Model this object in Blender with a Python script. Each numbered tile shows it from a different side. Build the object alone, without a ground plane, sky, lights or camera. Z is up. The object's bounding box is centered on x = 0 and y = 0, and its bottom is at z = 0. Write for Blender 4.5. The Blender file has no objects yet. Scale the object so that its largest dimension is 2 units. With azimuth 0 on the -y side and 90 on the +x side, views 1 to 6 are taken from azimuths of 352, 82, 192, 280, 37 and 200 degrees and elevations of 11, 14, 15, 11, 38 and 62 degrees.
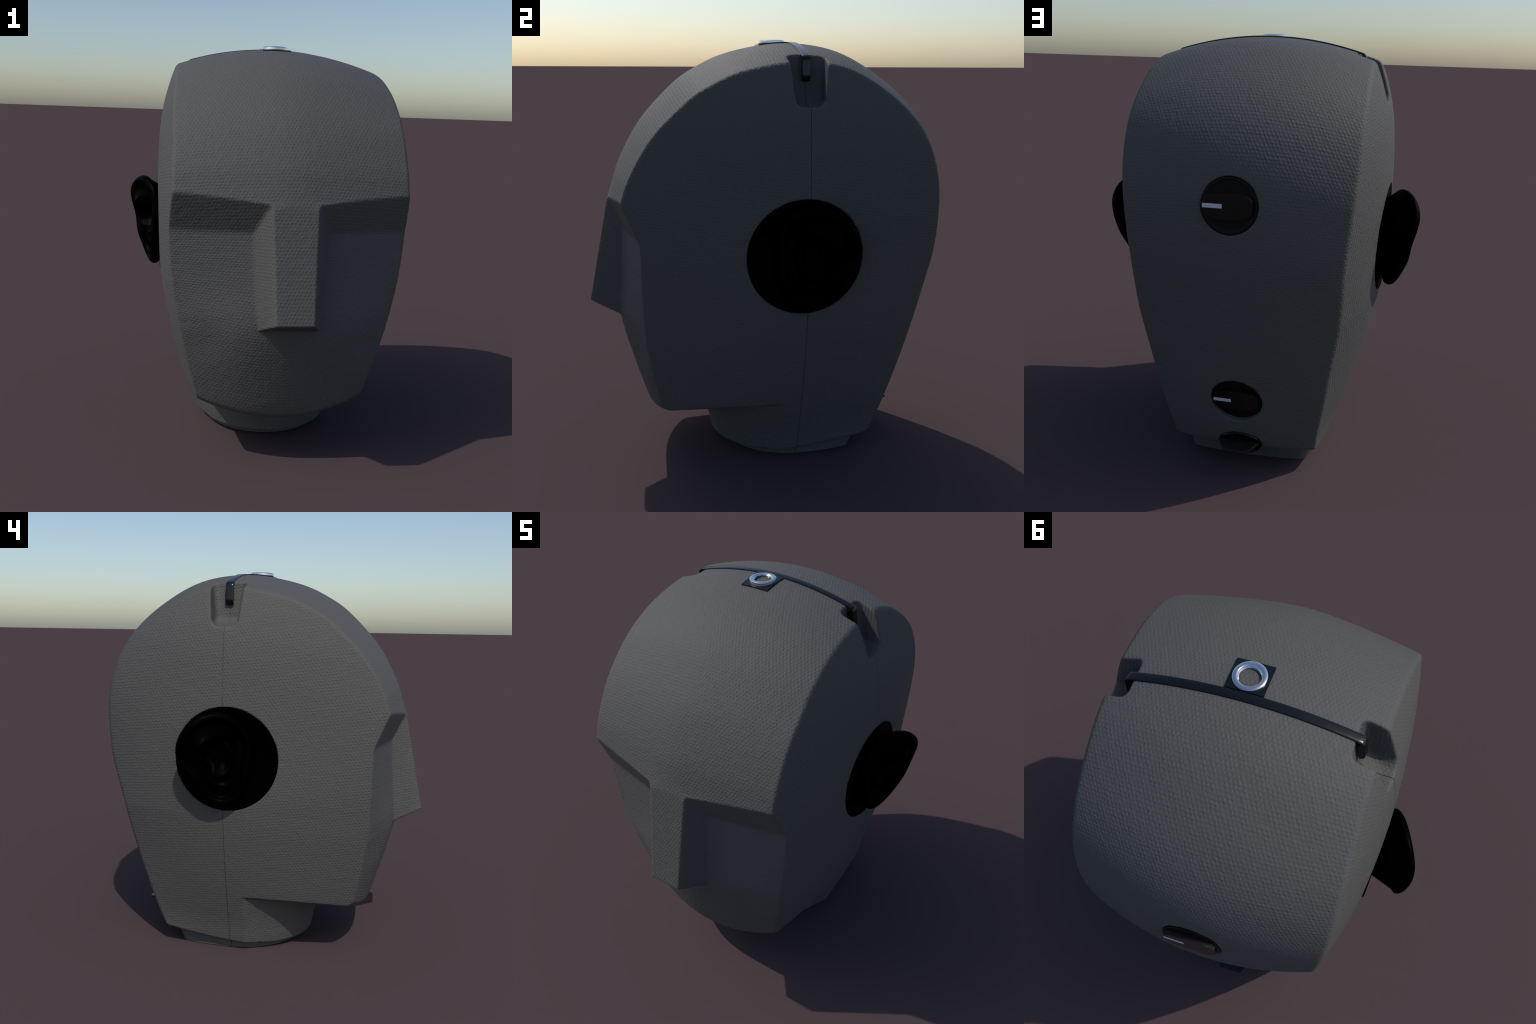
# Binaural dummy head microphone: angular grey head in two shells, rubber ears,
# carrying strap with threaded bushing, two rotary switches and a rear connector.
import bpy, bmesh, math
import numpy as np
from mathutils import Vector, Matrix

rng = np.random.default_rng(7)

# ------------------------------------------------------------------ helpers
def spline(xs, ys):
    """natural cubic spline through a few control points (linear outside)"""
    xs = np.asarray(xs, float); ys = np.asarray(ys, float); n = len(xs)
    h = np.diff(xs); A = np.eye(n); b = np.zeros(n)
    for i in range(1, n - 1):
        A[i, i-1] = h[i-1]; A[i, i] = 2*(h[i-1]+h[i]); A[i, i+1] = h[i]
        b[i] = 6*((ys[i+1]-ys[i])/h[i]-(ys[i]-ys[i-1])/h[i-1])
    M = np.linalg.solve(A, b)
    s0 = (ys[1]-ys[0])/h[0]-h[0]*M[1]/6
    s1 = (ys[-1]-ys[-2])/h[-1]+h[-1]*M[-2]/6
    def f(x):
        x = np.asarray(x, float); c = np.clip(x, xs[0], xs[-1])
        i = np.clip(np.searchsorted(xs, c)-1, 0, n-2); hh = h[i]
        a = (xs[i+1]-c)/hh; d = (c-xs[i])/hh
        v = a*ys[i]+d*ys[i+1]+((a**3-a)*M[i]+(d**3-d)*M[i+1])*hh*hh/6
        return v+np.where(x < xs[0], (x-xs[0])*s0, 0)+np.where(x > xs[-1], (x-xs[-1])*s1, 0)
    return f

def smax(a, b, r):
    """intersection with a rounded edge of radius r"""
    return (np.minimum(np.maximum(a, b)+r, 0)-r
            + np.sqrt(np.maximum(a+r, 0)**2+np.maximum(b+r, 0)**2))

def smin(a, b, r):
    return -smax(-a, -b, r)

# ------------------------------------------------------------------ head shape
# side profile of the head in its middle plane (y, z): forehead, crown, back
CROWN = [(-.744, 1.275), (-.712, 1.374), (-.680, 1.459), (-.604, 1.598), (-.511, 1.713), (-.4025, 1.817),
         (-.310, 1.877), (-.1905, 1.933), (-.020, 1.9745), (.130, 1.986), (.330, 1.956),
         (.513, 1.861), (.649, 1.751), (.756, 1.606), (.818, 1.431), (.834, 1.265),
         (.825, 1.078), (.789, .889), (.734, .640), (.657, .368), (.582, .161), (.511, .001), (.460, -.119)]
t = np.arange(len(CROWN)); tt = np.linspace(0, len(CROWN)-1, 150)
cy = spline(t, [p[0] for p in CROWN])(tt); cz = spline(t, [p[1] for p in CROWN])(tt)
# the ridge of the nose continues the forehead line, then the outline closes below
OUT = np.concatenate([np.stack([cy, cz], 1),
                      np.array([(.40, -.22), (-.75, -.22), (-.855, .2), (-.854, .74)])])

def polygon_distance(y, z):
    a = OUT; b = np.roll(OUT, -1, 0)
    d2 = np.full(y.shape, 1e9); inside = np.zeros(y.shape, bool)
    for (ay, az), (by, bz) in zip(a, b):
        ey, ez = by-ay, bz-az
        s = np.clip(((y-ay)*ey+(z-az)*ez)/(ey*ey+ez*ez), 0, 1)
        d2 = np.minimum(d2, (y-ay-s*ey)**2+(z-az-s*ez)**2)
        if abs(ez) > 1e-12:
            c = ((az > z) != (bz > z)) & (y < ay+ey*(z-az)/ez)
            inside ^= c
    d = np.sqrt(d2)
    return np.where(inside, -d, d)

GY = np.arange(-1.05, 1.10, .005); GZ = np.arange(-.3, 2.2, .005)
_gy, _gz = np.meshgrid(GY, GZ, indexing='ij')
PROFILE = polygon_distance(_gy, _gz)

def profile(y, z):
    u = np.clip((y-GY[0])/.005, 0, len(GY)-2.001); v = np.clip((z-GZ[0])/.005, 0, len(GZ)-2.001)
    i = u.astype(int); j = v.astype(int); u = u-i; v = v-j
    return ((PROFILE[i, j]*(1-u)+PROFILE[i+1, j]*u)*(1-v)
            + (PROFILE[i, j+1]*(1-u)+PROFILE[i+1, j+1]*u)*v)

def arch(y, z):
    """how strongly the crown band is bowed across the head"""
    th = np.degrees(np.arctan2(z-1.0, y-.05))
    th = np.where(th < -120, th+360, th)
    return np.interp(th, [-75, -50, -25, 0, 20, 45, 70, 90, 110, 130, 150, 165, 200],
                     [.50, .50, .45, .395, .38, .365, .36, .35, .315, .27, .25, .25, .257])

half_width = spline([0, .06, .133, .303, .561, .865, 1.05, 1.25, 1.494, 1.675, 1.772, 1.89, 2.0],
                    [.352, .370, .390, .447, .520, .577, .589, .5925, .588, .569, .546, .505, .4515])

# how much the sides curve in towards the face and towards the back
_cf = spline([.3, .6, .9, 1.3, 1.6, 1.9], [.250, .185, .142, .121, .160, .185])
_cr = spline([.1, .45, .65, .9, 1.3, 1.6, 1.9], [.125, .260, .300, .300, .226, .222, .295])
CURVE_FRONT = lambda z: _cf(np.clip(z, .3, 1.9))
CURVE_REAR = lambda z: _cr(np.clip(z, .1, 1.9))

def side_x(y, z):
    dy = y-np.interp(z, [.2, .8], [-.05, .06])
    cf = CURVE_FRONT(z); cr = CURVE_REAR(z)
    return half_width(z)-np.where(dy < 0, cf, cr)*dy*dy

face_mid = spline([.20, .31, .38, .53, .675, .74, .92, 1.15, 1.3],
                  [-.560, -.603, -.625, -.669, -.703, -.709, -.698, -.680, -.664])

def bow(x, y, z):
    """cross-section of the band: round on top, folded into two flat panels at the forehead"""
    th = np.degrees(np.arctan2(z-1.0, y-.05))
    th = np.where(th < -120, th+360, th)
    w = np.interp(th, [100, 145, 240], [0.0, .75, .75])
    nose_flat = 1-np.clip((1.30-z)/.04, 0, 1)*np.clip((-.45-y)/.05, 0, 1)
    return ((1-w)*x*x+w*.61*(np.sqrt(x*x+.0121)-.11))*nose_flat

def crown(x, y, z):
    return profile(y, z)+arch(y, z)*bow(x, y, z)

def blend_min(a, b, r):
    h = np.clip(.5+.5*(b-a)/r, 0, 1)
    return b*(1-h)+a*h-r*h*(1-h)

def head(x, y, z):
    ax = np.abs(x)
    band = crown(x, y, z)
    side = (ax-side_x(y, z))*.97
    # face panel and the sloping underside of the brow
    kf = np.interp(z, [.3, .55, .72, .92, 1.15], [.60, .57, .55, .43, .31])
    panel = face_mid(z)+kf*x*x
    flat = (np.interp(z, [.72, .92, 1.15], [-.699, -.686, -.6725])
            + np.interp(z, [.72, .92, 1.15], [.36, .277, .225])*(ax-.16))
    w = np.clip((z-.62)/.33, 0, 1); w = w*w*(3-2*w)
    panel = panel*(1-w)+flat*w+.011*np.exp(-((z-.64)/.10)**2-((ax-.36)/.10)**2)
    brow = -.6725-.40*(z-1.15)+.225*(ax-.16)
    face = (blend_min(panel, brow, .006)-y)*.95
    # jaw underside
    jaw = .237+.475*x*x-z
    front = smax(face, jaw*.95, .035)
    # nose
    yfront = -.738-(1.285-z)*.2
    slope = np.interp(z, [.716, .81, .954, 1.11, 1.3], [.35, .44, .56, .70, .84])
    wing = (ax-(.105-(1.285-z)*.035)-slope*(y-yfront))/np.sqrt(1+slope*slope)
    under = (.770-.42*(y+.84)-z)/1.085
    front = smin(front, smax(wing, under, .006), .008)
    # neck column: rounded front, blending into the sides and the back
    a = side_x(.13, z)-.004+.22*np.clip(y+.02, 0, .2); b = .427+.20*(z-.05)
    yn = np.minimum(y-.16, 0)
    p = 2.1; X = ax/a; Y = -yn/b
    q = (X**p+Y**p+1e-9)**(1/p)
    slope_q = np.sqrt((X**(p-1)/a)**2+(Y**(p-1)/b)**2)*q**(1-p)
    column = (q-1)/np.maximum(slope_q, .8)
    front = smin(front, np.clip(column, -.5, .5), .008)
    body = smax(smax(band, side, R_EDGE), front, .0055)
    cut = bottom_cut(y)
    body = smax(body, cut-z, .014)
    # pockets for the strap ends
    pocket = smax(smax(np.abs(y-.137)-(.060+.105*(z-1.70)), (.408+.16*np.maximum(1.90-z, 0)+18*np.maximum(1.765-z, 0)**2-ax), .03), 1.714-z, .035)
    body = smax(body, -pocket, .009)
    # round recesses for the rotary switches
    for (cy0, cz0, oy, oz), rx, rz, deep in RECESS:
        along = (y-cy0)*oy+(z-cz0)*oz
        up = ((z-cz0)*oy-(y-cy0)*oz)*rx/rz
        hole = np.maximum(np.maximum((np.sqrt(x*x+up*up)-rx)*min(1, rz/rx), -along-deep), -y)
        body = smax(body, -hole, .004)
    # shallow round seats for the ears
    seat = np.maximum(np.sqrt((y-EAR_Y)**2+(z-EAR_Z)**2)-EAR_R, .545-ax)
    body = smax(body, -seat, .004)
    return body

R_EDGE = .012

def bottom_cut(y):
    return .033+.09*np.maximum(y+.05, 0)+.13*np.maximum(y-.1, 0)**2

def back_point(z):
    """point on the back of the head in the middle plane and its outward direction"""
    lo, hi = .2, 1.0
    P1 = lambda y, z: float(profile(np.array([y]), np.array([z]))[0])
    for _ in range(50):
        m = (lo+hi)/2
        if P1(m, z) < 0: lo = m
        else: hi = m
    e = .03; gy = P1(lo+e, z)-P1(lo-e, z); gz = P1(lo, z+e)-P1(lo, z-e)
    n = math.hypot(gy, gz)
    return lo, z, gy/n, gz/n

SWITCH_HEIGHTS = (1.317, .390)
SOCKET_HEIGHT = .135
RECESS = [(back_point(z), .1185, .1185, .055) for z in SWITCH_HEIGHTS]+[(back_point(SOCKET_HEIGHT), .101, .073, .12)]
EAR_Y, EAR_Z, EAR_R = .118, 1.080, .2555

def gradient(f, p, e=.0025):
    g = np.empty_like(p)
    for i in range(3):
        d = np.zeros(3); d[i] = e
        a = p+d; b = p-d
        g[:, i] = (f(*a.T)-f(*b.T))/(2*e)
    return g

def mesh_solid(f, lo, hi, h):
    """surface net of the solid f<0, vertices then slid onto the exact surface"""
    ax = [np.arange(lo[i], hi[i]+h, h) for i in range(3)]
    X, Y, Z = np.meshgrid(*ax, indexing='ij')
    V = f(X, Y, Z)
    n = V.shape; ins = V < 0
    cnt = np.zeros([s-1 for s in n], np.int16); acc = np.zeros([s-1 for s in n]+[3], np.float32)
    quads = []
    for d in range(3):
        s0 = [slice(None)]*3; s1 = [slice(None)]*3
        s0[d] = slice(0, -1); s1[d] = slice(1, None)
        v0, v1 = V[tuple(s0)], V[tuple(s1)]
        cross = ins[tuple(s0)] != ins[tuple(s1)]
        idx = np.argwhere(cross)
        a, b = v0[cross], v1[cross]
        tpos = a/(a-b)
        pos = idx.astype(np.float32); pos[:, d] += tpos
        o = [k for k in range(3) if k != d]
        for da in (0, 1):
            for db in (0, 1):
                c = idx.copy(); c[:, o[0]] -= da; c[:, o[1]] -= db
                ok = (c >= 0).all(1) & (c < np.array(cnt.shape)).all(1)
                np.add.at(cnt, tuple(c[ok].T), 1); np.add.at(acc, tuple(c[ok].T), pos[ok])
        inside_first = ins[tuple(s0)][cross]
        quads.append((d, o, idx, inside_first))
    cells = np.argwhere(cnt > 0); vid = -np.ones(cnt.shape, np.int64)
    vid[cnt > 0] = np.arange(len(cells))
    P = acc[cnt > 0]/cnt[cnt > 0][:, None]*h+np.array(lo)
    F = []
    for d, o, idx, fi in quads:
        c = []
        for da, db in ((0, 0), (1, 0), (1, 1), (0, 1)):
            k = idx.copy(); k[:, o[0]] -= da; k[:, o[1]] -= db
            c.append(vid[tuple(k.T)])
        q = np.stack(c, 1)
        flip = fi if d != 1 else ~fi
        q[~flip] = q[~flip][:, ::-1]
        F.append(q)
    F = np.concatenate(F)
    for _ in range(4):
        g = gradient(f, P); L = (g*g).sum(1)+1e-9
        step = (f(*P.T)/L)[:, None]*g
        P = P-np.clip(step, -.6*h, .6*h)
    return P, F

def unit(v):
    return v/np.maximum(np.linalg.norm(v, axis=-1, keepdims=True), 1e-9)

# ------------------------------------------------------------------ materials
def new_mat(name):
    m = bpy.data.materials.new(name); m.use_nodes = True
    nt = m.node_tree; b = nt.nodes["Principled BSDF"]
    return m, nt, b

def math_node(nt, op, a, b=None, c=None):
    n = nt.nodes.new("ShaderNodeMath"); n.operation = op
    for i, v in enumerate((a, b, c)):
        if v is None: continue
        if isinstance(v, (int, float)): n.inputs[i].default_value = v
        else: nt.links.new(v, n.inputs[i])
    return n.outputs[0]

def simple_mat(name, col, rough, metal=0.0, coat=0.0, spec=0.5, grain=0.0):
    m, nt, b = new_mat(name)
    b.inputs["Metallic"].default_value = metal
    b.inputs["Coat Weight"].default_value = coat
    b.inputs["Coat Roughness"].default_value = .08
    b.inputs["Specular IOR Level"].default_value = spec
    tc = nt.nodes.new("ShaderNodeTexCoord")
    nz = nt.nodes.new("ShaderNodeTexNoise"); nz.inputs["Scale"].default_value = 35
    nz.inputs["Detail"].default_value = 4
    nt.links.new(tc.outputs["Object"], nz.inputs["Vector"])
    r = nt.nodes.new("ShaderNodeMapRange")
    r.inputs["To Min"].default_value = rough*.85; r.inputs["To Max"].default_value = rough*1.15
    nt.links.new(nz.outputs["Fac"], r.inputs["Value"]); nt.links.new(r.outputs[0], b.inputs["Roughness"])
    mx = nt.nodes.new("ShaderNodeMix"); mx.data_type = 'RGBA'
    mx.inputs["A"].default_value = (*[c*.92 for c in col], 1); mx.inputs["B"].default_value = (*[min(1, c*1.08) for c in col], 1)
    nt.links.new(nz.outputs["Fac"], mx.inputs["Factor"]); nt.links.new(mx.outputs["Result"], b.inputs["Base Color"])
    if grain:
        bp = nt.nodes.new("ShaderNodeBump"); bp.inputs["Distance"].default_value = grain
        n2 = nt.nodes.new("ShaderNodeTexNoise"); n2.inputs["Scale"].default_value = 220
        nt.links.new(tc.outputs["Object"], n2.inputs["Vector"])
        nt.links.new(n2.outputs["Fac"], bp.inputs["Height"]); nt.links.new(bp.outputs[0], b.inputs["Normal"])
    return m

BODY_COL = (.0935, .0920, .0890)  # one grey, darkened below the crown's tone towards the shaded sides and back

def shell_material():
    """matt grey textured coating: rows of small pressed bumps"""
    m, nt, b = new_mat("textured_grey_coating")
    L = nt.links.new
    tc = nt.nodes.new("ShaderNodeTexCoord")
    sep = nt.nodes.new("ShaderNodeSeparateXYZ"); L(tc.outputs["Object"], sep.inputs[0])
    x, y, z = sep.outputs
    nrm = nt.nodes.new("ShaderNodeSeparateXYZ"); L(tc.outputs["Normal"], nrm.inputs[0])
    # band: across the head / around the profile; sides: along y and z
    ang = math_node(nt, 'ARCTAN2', math_node(nt, 'SUBTRACT', z, 1.0), math_node(nt, 'SUBTRACT', y, .05))
    arc = math_node(nt, 'MULTIPLY', ang, .85)
    onside = math_node(nt, 'GREATER_THAN', math_node(nt, 'ABSOLUTE', nrm.outputs[0]), .62)
    cb = nt.nodes.new("ShaderNodeCombineXYZ"); L(x, cb.inputs[0]); L(arc, cb.inputs[1])
    cs = nt.nodes.new("ShaderNodeCombineXYZ"); L(y, cs.inputs[0]); L(z, cs.inputs[1])
    mp = nt.nodes.new("ShaderNodeMapping"); mp.inputs["Rotation"].default_value = (0, 0, .12)
    L(cs.outputs[0], mp.inputs["Vector"])
    mv = nt.nodes.new("ShaderNodeMix"); mv.data_type = 'VECTOR'
    L(onside, mv.inputs["Factor"]); L(cb.outputs[0], mv.inputs[4]); L(mp.outputs[0], mv.inputs[5])
    uv = mv.outputs[1]
    # woven grain: three crossing sets of threads leave small three-cornered pits
    wob = nt.nodes.new("ShaderNodeTexNoise"); wob.noise_dimensions = '2D'
    wob.inputs["Scale"].default_value = 30; wob.inputs["Detail"].default_value = 2
    L(uv, wob.inputs["Vector"])
    suv = nt.nodes.new("ShaderNodeSeparateXYZ"); L(uv, suv.inputs[0])
    ph = math_node(nt, 'MULTIPLY', math_node(nt, 'SUBTRACT', wob.outputs["Fac"], .5), 4.6)
    k0 = 2*math.pi/.0146; total = None
    for d, sgn, wgt in ((90, 1.0, 1.05), (210, -.7, .95), (330, .9, 1.0)):
        cx, sy = math.cos(math.radians(d))*k0, math.sin(math.radians(d))*k0
        arg = math_node(nt, 'ADD', math_node(nt, 'ADD', math_node(nt, 'MULTIPLY', suv.outputs[0], cx),
                                             math_node(nt, 'MULTIPLY', suv.outputs[1], sy)),
                        math_node(nt, 'MULTIPLY', ph, sgn))
        sn = math_node(nt, 'MULTIPLY', math_node(nt, 'SINE', arg), wgt)
        total = sn if total is None else math_node(nt, 'ADD', total, sn)
    rmp = nt.nodes.new("ShaderNodeMapRange"); rmp.interpolation_type = 'SMOOTHSTEP'
    rmp.inputs["From Min"].default_value = -2.4; rmp.inputs["From Max"].default_value = .9
    L(total, rmp.inputs["Value"]); dome = rmp.outputs[0]
    nz = nt.nodes.new("ShaderNodeTexNoise"); nz.noise_dimensions = '2D'
    nz.inputs["Scale"].default_value = 75; nz.inputs["Detail"].default_value = 3
    L(uv, nz.inputs["Vector"])
    amp = nt.nodes.new("ShaderNodeTexNoise"); amp.noise_dimensions = '2D'; amp.inputs["Scale"].default_value = 34
    L(uv, amp.inputs["Vector"])
    ampr = nt.nodes.new("ShaderNodeMapRange"); ampr.inputs["From Min"].default_value = .3
    ampr.inputs["From Max"].default_value = .7; ampr.inputs["To Min"].default_value = .45; ampr.inputs["To Max"].default_value = 1.25
    L(amp.outputs["Fac"], ampr.inputs["Value"])
    hgt = math_node(nt, 'ADD', math_node(nt, 'MULTIPLY', dome, ampr.outputs[0]),
                    math_node(nt, 'MULTIPLY', nz.outputs["Fac"], .55))
    bp = nt.nodes.new("ShaderNodeBump"); bp.inputs["Strength"].default_value = 1.0
    bp.inputs["Distance"].default_value = .00112
    L(hgt, bp.inputs["Height"]); L(bp.outputs[0], b.inputs["Normal"])
    # faint tonal mottling of the coating
    tone = nt.nodes.new("ShaderNodeTexNoise"); tone.inputs["Scale"].default_value = 60; tone.inputs["Detail"].default_value = 3
    L(tc.outputs["Object"], tone.inputs["Vector"])
    mx = nt.nodes.new("ShaderNodeMix"); mx.data_type = 'RGBA'
    mx.inputs["A"].default_value = (*[c*.95 for c in BODY_COL], 1); mx.inputs["B"].default_value = (*[c*1.05 for c in BODY_COL], 1)
    L(tone.outputs["Fac"], mx.inputs["Factor"]); L(mx.outputs["Result"], b.inputs["Base Color"])
    b.inputs["Roughness"].default_value = .7
    b.inputs["Specular IOR Level"].default_value = .3
    return m

MAT_SHELL = shell_material()
MAT_EAR = simple_mat("black_rubber", (.0004, .0004, .0004), .4, spec=.014)
MAT_STRAP = simple_mat("black_lacquered_strap", (.004, .005, .0065), .22, spec=.4)
MAT_KNOB = simple_mat("black_knob_plastic", (.0075, .0058, .0056), .2, spec=.3)
MAT_KNOBD = simple_mat("black_matt_plastic", (.0075, .0058, .0056), .4, spec=.15)
MAT_MARK = simple_mat("white_marking", (.62, .60, .62), .5)
MAT_CHROME = simple_mat("chrome_steel", (.78, .80, .83), .12, metal=1.0)
MAT_SOCKET = simple_mat("black_socket_plastic", (.002, .002, .002), .25, spec=.35)
MAT_TAB = simple_mat("dark_metal_tab", (.01, .011, .012), .2, spec=.7)

# ------------------------------------------------------------------ objects
ROOT = bpy.data.objects.new("dummy_head", None)
bpy.context.scene.collection.objects.link(ROOT)
ROOT["label"] = "angular grey dummy head microphone with black rubber ears"
ROOT["category"] = "dummy head"

def add_mesh(name, verts, faces, mat, parent=None, normals=None, smooth=True, matrix=None):
    me = bpy.data.meshes.new(name)
    me.from_pydata([tuple(map(float, v)) for v in verts], [], [tuple(map(int, f)) for f in faces])
    me.materials.append(mat)
    me.polygons.foreach_set("use_smooth", [smooth]*len(me.polygons))
    me.validate(); me.update()
    if normals is not None and len(normals) == len(me.vertices):
        me.normals_split_custom_set_from_vertices([tuple(map(float, n)) for n in normals])
    ob = bpy.data.objects.new(name, me)
    bpy.context.scene.collection.objects.link(ob)
    ob.parent = parent or ROOT
    if matrix is not None: ob.matrix_local = matrix
    return ob

def add_bm(name, bm, mat, parent=None, angle=35, matrix=None, bevel=0.0, segs=2):
    if bevel:
        edges = [e for e in bm.edges if len(e.link_faces) == 2 and e.calc_face_angle(0) > math.radians(30)]
        bmesh.ops.bevel(bm, geom=edges, offset=bevel, segments=segs, affect='EDGES', profile=.5, clamp_overlap=True)
    bmesh.ops.recalc_face_normals(bm, faces=bm.faces[:])
    for f in bm.faces: f.smooth = True
    for e in bm.edges:
        if len(e.link_faces) == 2 and e.calc_face_angle(0) > math.radians(angle): e.smooth = False
    me = bpy.data.meshes.new(name); bm.to_mesh(me); bm.free()
    me.materials.append(mat)
    ob = bpy.data.objects.new(name, me)
    bpy.context.scene.collection.objects.link(ob)
    ob.parent = parent or ROOT
    if matrix is not None: ob.matrix_local = matrix
    return ob

SEAM = .135; GAP = .0011

# ---- the body: one surface, divided at the seam and by region
P, F = mesh_solid(head, (-.66, -.93, .0), (.66, .92, 2.05), .0080)
bm = bmesh.new()
bv = [bm.verts.new(p) for p in P]
for q in F:
    try: bm.faces.new([bv[i] for i in q])
    except ValueError: pass
bm.normal_update()
def half(bm0, front):
    b = bm0.copy()
    s = SEAM-GAP if front else SEAM+GAP
    bmesh.ops.bisect_plane(b, geom=b.verts[:]+b.edges[:]+b.faces[:], dist=1e-5, plane_co=(0, s, 0),
                           plane_no=(0, 1, 0), clear_outer=front, clear_inner=not front)
    return b

def region_front(c):
    x, y, z = c.T
    yfront = -.738-(1.285-z)*.2
    slope = np.interp(z, [.716, .81, .954, 1.11, 1.3], [.35, .44, .56, .70, .84])
    wing = np.abs(x)-(.105-(1.285-z)*.035)-slope*(y-yfront)
    panel = face_mid(z)+.4*x*x
    nose = (z < 1.283) & (z > .70) & (wing < .012) & (y < np.minimum(panel, -.6725-.40*(z-1.15)+.225*(np.abs(x)-.16))-.001)
    neck = z < (.250+.42*x*x)+.004
    neck &= ~((y < -.36) | ((y < .0) & (z > .23+.42*x*x) & (np.abs(x) < .30) & (y < -.33)))
    return np.where(nose, 1, np.where(neck, 2, 0))

def region_rear(c):
    x, y, z = c.T
    return np.where(z < .250+.42*np.minimum(x*x, .14)+.004, 2, 0)

neck_parts = []
for front in (True, False):
    b = half(bm, front)
    b.verts.ensure_lookup_table(); b.verts.index_update()
    V = np.array([v.co[:] for v in b.verts]); FC = [[v.index for v in f.verts] for f in b.faces]
    N = unit(gradient(head, V))
    rim = [(e.verts[0].index, e.verts[1].index) for e in b.edges if len(e.link_faces) == 1]
    cen = np.array([V[f].mean(0) for f in FC])
    reg = region_front(cen) if front else region_rear(cen)
    for code, name in ((0, "face_shell" if front else "rear_shell"), (1, "nose"), (2, "neck")):
        sel = [f for f, r in zip(FC, reg) if r == code]
        if not sel: continue
        used = np.unique(np.concatenate([np.array(f) for f in sel])); mp = {int(u): i for i, u in enumerate(used)}
        vs = V[used]; ns = N[used]; fs = [[mp[i] for i in f] for f in sel]
        # inner lip along the seam so that the joint reads as a groove
        used_set = set(mp); lipv = {}
        vs = list(vs); ns = list(ns)
        for i, j in rim:
            if i in used_set and j in used_set:
                for k in (i, j):
                    if k not in lipv:
                        n = N[k].copy(); n[1] = 0; n = n/max(np.linalg.norm(n), .2)
                        lipv[k] = len(vs); vs.append(V[k]-n*.03); ns.append(np.array([0, 1.0 if front else -1.0, 0]))
                fs.append([mp[i], lipv[i], lipv[j], mp[j]])
        if code == 2: neck_parts.append((vs, ns, fs))
        else: add_mesh(name, vs, fs, MAT_SHELL, normals=ns)
    b.free()
bm.free()
vs, ns, fs = [], [], []
for v, n, f in neck_parts:
    o = len(vs); vs += list(v); ns += list(n); fs += [[i+o for i in q] for q in f]
add_mesh("neck", vs, fs, MAT_SHELL, normals=ns)

# ---- base ring under the neck, inset, in two halves like the shells
def base_outline(front, n=60):
    pts = []
    if front:
        for a in np.linspace(0, math.pi, n):
            pts.append((.318*math.cos(a), SEAM-GAP-.335*math.sin(a)))
    else:
        side = [(.322, SEAM+GAP), (.315, .22), (.302, .32)]
        side = [(.318-(.5*(s-SEAM)**2), s) for s in np.linspace(SEAM+GAP, .385, 10)]
        xr = side[-1][0]
        corner = [(xr-.03*(1-math.cos(a))-.004*math.sin(a), .385+.03*math.sin(a)) for a in np.linspace(.2, math.pi/2, 6)]
        xr2 = corner[-1][0]
        back = [(x, .415+.35*(xr2**2-x*x)*.8) for x in np.linspace(xr2, 0, 14)[1:]]
        h = side+corner+back
        pts = h+[(-x, y) for x, y in h[::-1][1:]]
    return pts
bmb = bmesh.new()
for front in (True, False):
    pts = base_outline(front)
    lo = [bmb.verts.new((x, y, 0)) for x, y in pts]
    hi = [bmb.verts.new((x*1.05, SEAM+(y-SEAM)*(1.02+.12*max(0, y-SEAM)/.3 if abs(y-SEAM) > .01 else 1), float(bottom_cut(np.array(y)))+.02)) for x, y in pts]
    k = len(pts)
    bmb.faces.new(lo); bmb.faces.new(hi)
    for i in range(k): bmb.faces.new([lo[i], lo[(i+1) % k], hi[(i+1) % k], hi[i]])
add_bm("base_ring", bmb, MAT_SHELL, angle=40)

# ------------------------------------------------------------------ ears
def polar(deg, ds, vs):
    ds = np.array(ds, float); vs = np.array(vs, float)
    ds = np.concatenate([ds[-3:]-360, ds, ds[:3]+360]); vs = np.concatenate([vs[-3:], vs, vs[:3]])
    return spline(ds, vs)(deg)

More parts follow.
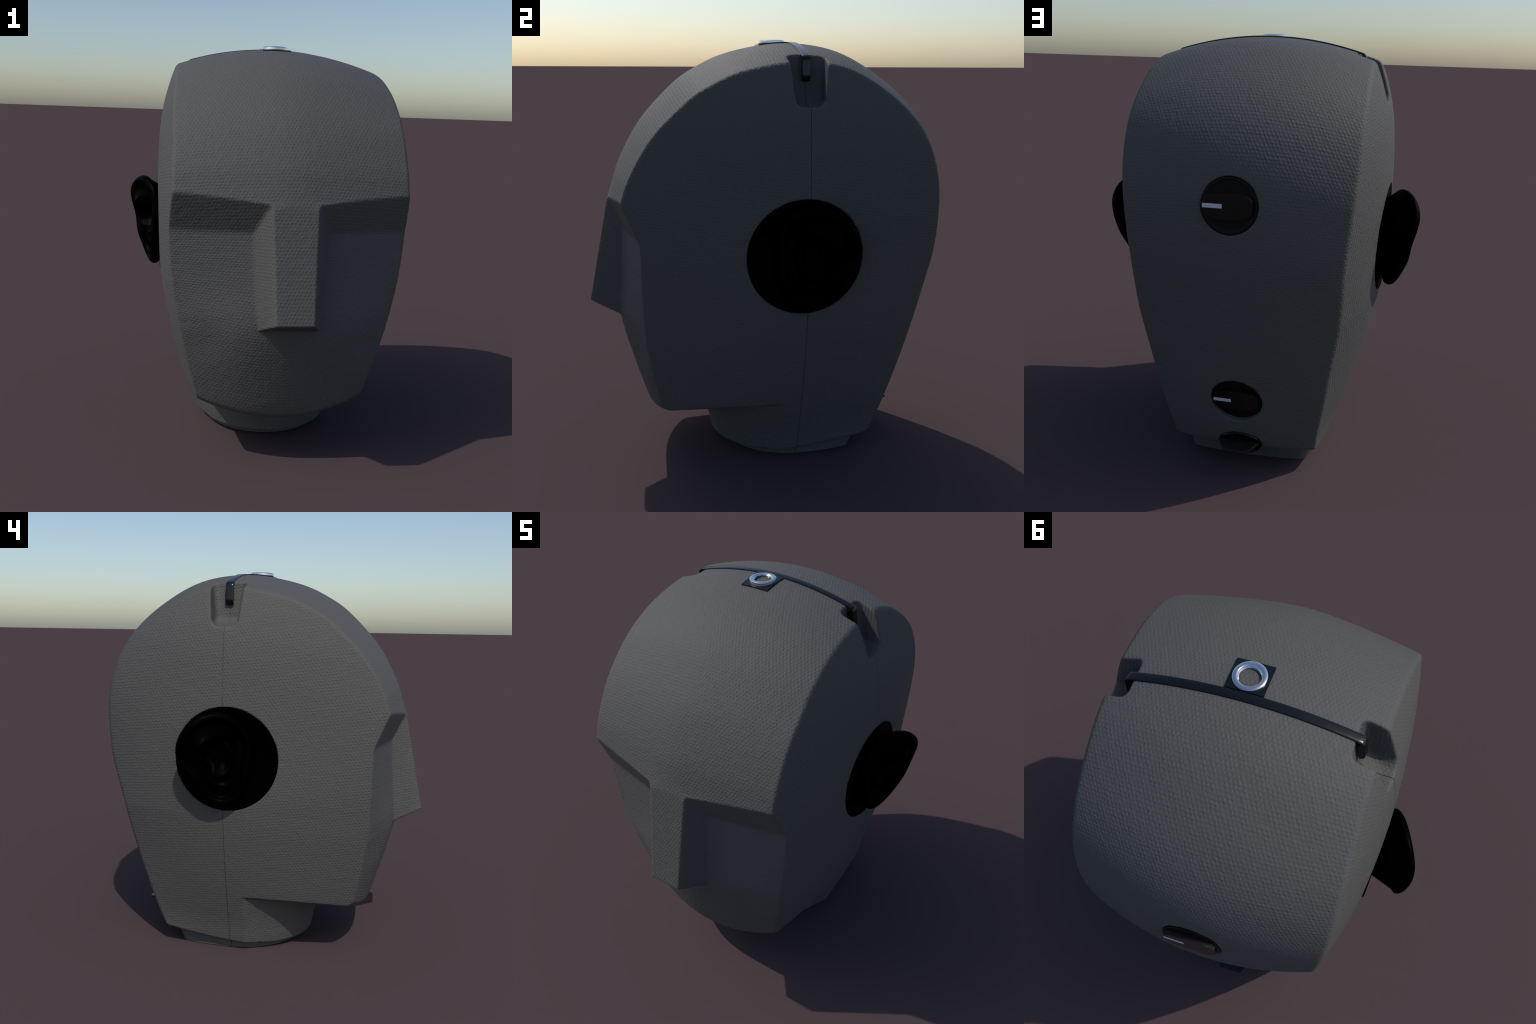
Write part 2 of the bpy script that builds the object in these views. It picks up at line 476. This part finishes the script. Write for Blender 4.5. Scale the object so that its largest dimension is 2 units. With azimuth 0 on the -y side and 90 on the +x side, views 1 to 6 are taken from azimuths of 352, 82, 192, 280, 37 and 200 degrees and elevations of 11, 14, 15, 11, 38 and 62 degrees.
def make_ear(sign):
    # mounting disc
    b = bmesh.new()
    prof = [(.0, .578), (.232, .578), (.243, .582), (.2515, .580), (.2530, .572), (.2530, .53)]
    n = 96; rings = []
    for r, x in prof:
        if r == 0: rings.append([b.verts.new((sign*x, EAR_Y, EAR_Z))]); continue
        ring = []
        for i in range(n):
            a = 2*math.pi*i/n
            yy, zz = EAR_Y+r*math.cos(a), EAR_Z+r*math.sin(a)
            lean = float(side_x(np.array(yy), np.array(zz)))-.588
            ring.append(b.verts.new((sign*(x+.6*lean+.004), yy, zz)))
        rings.append(ring)
    for i in range(n): b.faces.new([rings[0][0], rings[1][i], rings[1][(i+1) % n]])
    for p, q in zip(rings[1:], rings[2:]):
        for i in range(n): b.faces.new([p[i], p[(i+1) % n], q[(i+1) % n], q[i]])
    disc = add_bm("ear", b, MAT_EAR, angle=50)
    # pinna: foot on the disc -> rolled rim -> groove -> inner fold -> bowl
    deg = np.linspace(0, 360, 145)[:-1]; a = np.radians(deg)
    K = [0, 45, 90, 135, 180, 225, 270, 315]
    rim_r = polar(deg, K, [.172, .197, .207, .160, .125, .156, .212, .146])
    rim_x = polar(deg, K, [.694, .719, .655, .600, .600, .606, .612, .670])
    tube = polar(deg, [0, 90, 180, 270], [.0222, .0225, .018, .028])
    front = np.exp(-((deg-185)/48.)**2)
    cyy, czz = .135, 1.088
    keys = [(rim_r*.80, rim_x*0+.556), (rim_r-.010, .556+(rim_x-.556)*.45)]
    for ph in (-60, -20, 20, 60, 95, 130, 165):
        p = math.radians(ph); keys.append((rim_r+tube*math.cos(p), rim_x+tube*math.sin(p)))
    lobe = np.exp(-((deg-270)/32.)**2)
    ridge = (rim_x+.000)*(1-front)+.612*front+.02*lobe
    low = np.maximum(rim_x-.002, .60)*(1-front)+.606*front+.012*lobe
    keys += [(rim_r*.74, low), (rim_r*.60, ridge), (rim_r*.50, ridge-.012), (rim_r*.40, .622+.026*lobe),
             (rim_r*.22, .612+.016*lobe), (rim_r*.0, rim_x*0+.612)]
    kr = np.array([k[0] for k in keys]); kx = np.array([k[1] for k in keys])
    tk = np.arange(len(keys)); ts = np.linspace(0, len(keys)-1, 46)
    V = []
    for i in range(len(deg)):
        r = spline(tk, kr[:, i])(ts); x = spline(tk, kx[:, i])(ts)
        V.append(np.stack([sign*x, cyy+r*np.cos(a[i]), czz+r*np.sin(a[i])], 1))
    V = np.stack(V, 1); rowsn, m = V.shape[:2]
    b = bmesh.new(); vv = [[b.verts.new(p) for p in row] for row in V]
    for j in range(rowsn-1):
        for i in range(m):
            b.faces.new([vv[j][i], vv[j][(i+1) % m], vv[j+1][(i+1) % m], vv[j+1][i]])
    bmesh.ops.remove_doubles(b, verts=b.verts[:], dist=1e-4)
    add_bm("pinna", b, MAT_EAR, parent=disc, angle=180)
make_ear(1); make_ear(-1)

# ------------------------------------------------------------------ strap, plate and bushing
def crown_z(x, y):
    """height of the crown surface above (x, y)"""
    z = np.full(np.shape(x), 1.9); x = np.asarray(x, float); y = np.asarray(y, float)+np.zeros_like(x)
    lo = np.full(x.shape, 1.6); hi = np.full(x.shape, 2.1)
    for _ in range(40):
        mid = (lo+hi)/2; s = crown(x, y, mid) < 0
        lo = np.where(s, mid, lo); hi = np.where(s, hi, mid)
    return lo

SY0, SY1 = .118, .153; TH = .006
path = []
XS = np.linspace(-.428, .428, 61)
zt = crown_z(XS, .135)+TH
top = [(x, z) for x, z in zip(XS, zt)]
def bend(sgn):
    x0 = .428; z0 = float(crown_z(np.array([x0]), .135)[0])+TH; out = []
    sl = math.atan2(2*.41*x0, 1)
    for a in np.linspace(sl, math.radians(86), 8)[1:]:
        out.append((sgn*(x0+.026*(math.sin(a)-math.sin(sl))), z0-.026*(math.cos(sl)-math.cos(a))))
    lx, lz = out[-1]
    for d in np.linspace(.01, .064, 8): out.append((lx+sgn*.06*d, lz-d))
    lx, lz = out[-1]
    for a in np.linspace(.2, 1.2, 5): out.append((lx-sgn*.03*(1-math.cos(a)), lz-.024*math.sin(a)))
    return out
path = bend(-1)[::-1]+top+bend(1)
b = bmesh.new(); rows = []
for i, (x, z) in enumerate(path):
    p0 = Vector(path[max(0, i-1)]); p1 = Vector(path[min(len(path)-1, i+1)]); d = (p1-p0).normalized()
    nx, nz = -d.y, d.x
    th = TH+.004+.020*min(1, max(0, (abs(x)-.428)/.02))
    section = [(0, -.0015), (.1, 0), (.32, .0002), (.5, .0003), (.68, .0002), (.9, 0), (1, -.0015), (1, -th), (0, -th)]
    rows.append([b.verts.new((x+nx*h, SY0+(SY1-SY0)*f, z+nz*h)) for f, h in section])
for p, q in zip(rows, rows[1:]):
    for k in range(9): b.faces.new([p[k], q[k], q[(k+1) % 9], p[(k+1) % 9]])
b.faces.new(rows[0]); b.faces.new(rows[-1][::-1])
strap = add_bm("carrying_strap", b, MAT_STRAP, angle=55)

# square plate with a round hole, hugging the crown in front of the strap
RC = (0.0, .053); R_HOLE = .040
b = bmesh.new(); n = 96; outer, inner, lo_o, lo_i = [], [], [], []
for i in range(n):
    a = 2*math.pi*i/n; c, s = math.cos(a), math.sin(a)
    k = .0715/max(abs(c), abs(s))
    px, py = RC[0]+c*k, RC[1]+s*k
    if py > RC[1]+.062: py = RC[1]+.0625
    py = min(py, SY0+.0015)
    for lst, (qx, qy), off in ((outer, (px, py), TH), (lo_o, (px, py), -.01),
                               (inner, (RC[0]+c*R_HOLE, RC[1]+s*R_HOLE), TH), (lo_i, (RC[0]+c*R_HOLE, RC[1]+s*R_HOLE), -.01)):
        z = float(crown_z(np.array([qx]), qy)[0])
        lst.append(b.verts.new((qx, qy, z+off)))
for i in range(n):
    j = (i+1) % n
    b.faces.new([outer[i], outer[j], inner[j], inner[i]]); b.faces.new([lo_o[j], lo_o[i], lo_i[i], lo_i[j]])
    b.faces.new([outer[j], outer[i], lo_o[i], lo_o[j]]); b.faces.new([inner[i], inner[j], lo_i[j], lo_i[i]])
add_bm("plate", b, MAT_STRAP, parent=strap, angle=35)

# threaded bushing
prof = [(.0625, 1.982), (.0635, 1.989), (.062, 1.9965), (.057, 1.9995), (.048, 2.0), (.0445, 1.9985), (.0425, 1.996)]
zz = 1.9955
for k in range(4):
    prof += [(.0425, zz), (.0395, zz-.0028)]; zz -= .0056
prof += [(.0415, zz), (.0415, 1.966), (.060, 1.966)]
b = bmesh.new(); n = 72; rings = []
for r, z in prof:
    rings.append([b.verts.new((RC[0]+r*math.cos(2*math.pi*i/n), RC[1]+r*math.sin(2*math.pi*i/n), z)) for i in range(n)])
for p, q in zip(rings, rings[1:]+rings[:1]):
    for i in range(n): b.faces.new([p[i], p[(i+1) % n], q[(i+1) % n], q[i]])
add_bm("threaded_bushing", b, MAT_CHROME, parent=strap, angle=40)

# ------------------------------------------------------------------ rotary switches
def back_frame(z):
    """tilted frame on the back of the head: x right as seen from behind, y outward, z up"""
    y, z, oy, oz = back_point(z)
    return Matrix(((-1, 0, 0, 0), (0, oy, -oz, y), (0, oz, oy, z), (0, 0, 0, 1)))

def rotary_switch(z, sink):
    M = back_frame(z)@Matrix.Translation((0, -sink, 0))
    # recessed round dial, local axes: x right (seen from behind), y outward, z up
    b = bmesh.new(); n = 64
    prof = [(.0, -.007), (.098, -.007), (.107, -.0065), (.1125, -.005), (.1165, -.007), (.1175, -.03)]
    rings = []
    for r, h in prof:
        if r == 0: rings.append([b.verts.new((0, h, 0))]); continue
        rings.append([b.verts.new((r*math.cos(2*math.pi*i/n), h,
                                   r*math.sin(2*math.pi*i/n))) for i in range(n)])
    for i in range(n): b.faces.new([rings[0][0], rings[1][i], rings[1][(i+1) % n]])
    for p, q in zip(rings[1:], rings[2:]):
        for i in range(n): b.faces.new([p[i], p[(i+1) % n], q[(i+1) % n], q[i]])
    dial = add_bm("rotary_switch", b, MAT_KNOBD, angle=50, matrix=M)
    # grip bar with bowed long sides
    top = []
    L0, L1 = -.108, .100
    for x in np.linspace(L0, L1, 24):
        u = (x-(L0+L1)/2)/((L1-L0)/2); top.append((x, .058-.019*u*u-(.012*max(0, abs(u)-.85)/.15)))
    pts = top+[(x, -h) for x, h in top[::-1]]
    b = bmesh.new()
    lo = [b.verts.new((x, -.02, h)) for x, h in pts]; hi = [b.verts.new((x*.985, .0135, h*.95)) for x, h in pts]
    b.faces.new(lo); b.faces.new(hi[::-1]); k = len(pts)
    for i in range(k): b.faces.new([lo[i], lo[(i+1) % k], hi[(i+1) % k], hi[i]])
    bevel_edges = [e for e in b.edges if all(v.co.y > .01 for v in e.verts)]
    bmesh.ops.bevel(b, geom=bevel_edges, offset=.003, segments=2, affect='EDGES', profile=.5)
    grip = add_bm("grip", b, MAT_KNOB, parent=dial, angle=14)
    b = bmesh.new()
    bmesh.ops.create_cube(b, size=1.0, matrix=Matrix.Translation((-.0655, .0129, .0))@Matrix.Diagonal((.081, .003, .0175, 1)))
    add_bm("indicator_mark", b, MAT_MARK, parent=dial, angle=30)
    return dial
for zs, sink in zip(SWITCH_HEIGHTS, (.0, .018)): rotary_switch(zs, sink)

# ------------------------------------------------------------------ rear connector
M = back_frame(SOCKET_HEIGHT)
b = bmesh.new(); n = 64
# deep cup: rim, inner wall, floor, and the outer housing wall
prof = [(.0, -.085), (.080, -.085), (.0845, -.080), (.0855, .000), (.088, .003), (.097, .003), (.100, .000), (.1005, -.115)]
rings = []
for r, h in prof:
    if r == 0: rings.append([b.verts.new((0, h, 0))]); continue
    rings.append([b.verts.new((r*math.cos(2*math.pi*i/n), h-.45*(r*math.cos(2*math.pi*i/n))**2, r*math.sin(2*math.pi*i/n)*.72)) for i in range(n)])
for i in range(n): b.faces.new([rings[0][0], rings[1][i], rings[1][(i+1) % n]])
for p, q in zip(rings[1:], rings[2:]):
    for i in range(n): b.faces.new([p[i], p[(i+1) % n], q[(i+1) % n], q[i]])
socket = add_bm("connector_socket", b, MAT_SOCKET, angle=40, matrix=M)

# contact pins inside the socket
b = bmesh.new()
for px, pz in ((-.035, .014), (.035, .014), (0, -.024)):
    bmesh.ops.create_cone(b, cap_ends=True, segments=16, radius1=.009, radius2=.009, depth=.06,
                          matrix=Matrix.Translation((px, -.055, pz))@Matrix.Rotation(math.pi/2, 4, 'X'))
add_bm("contact_pins", b, MAT_TAB, parent=socket, angle=40)

# release lever: a thin trapezoid paddle on a slim curved stem
def ztab(y): return .178-.021*(y-.53)/.142
b = bmesh.new()
paddle = [(-.096, .606), (.096, .606), (.054, .675), (-.054, .675)]
lo = [b.verts.new((x, y, ztab(y)-.011)) for x, y in paddle]; hi = [b.verts.new((x, y, ztab(y))) for x, y in paddle]
b.faces.new(lo[::-1]); b.faces.new(hi)
for i in range(4): b.faces.new([lo[i], lo[(i+1) % 4], hi[(i+1) % 4], hi[i]])
stem = [(.625, ztab(.625)-.006), (.600, ztab(.60)-.010), (.578, .155), (.560, .140), (.520, .134)]
prev = None
for y, z in stem:
    cur = [b.verts.new((x, y, z+dz)) for x, dz in ((-.02, .004), (.02, .004), (.02, -.004), (-.02, -.004))]
    if prev is None: b.faces.new(cur)
    else:
        for k in range(4): b.faces.new([prev[k], prev[(k+1) % 4], cur[(k+1) % 4], cur[k]])
    prev = cur
b.faces.new(prev[::-1])
tab = add_bm("release_lever", b, MAT_TAB, angle=30, bevel=.0018)
tab.parent = socket; tab.matrix_parent_inverse = M.inverted()
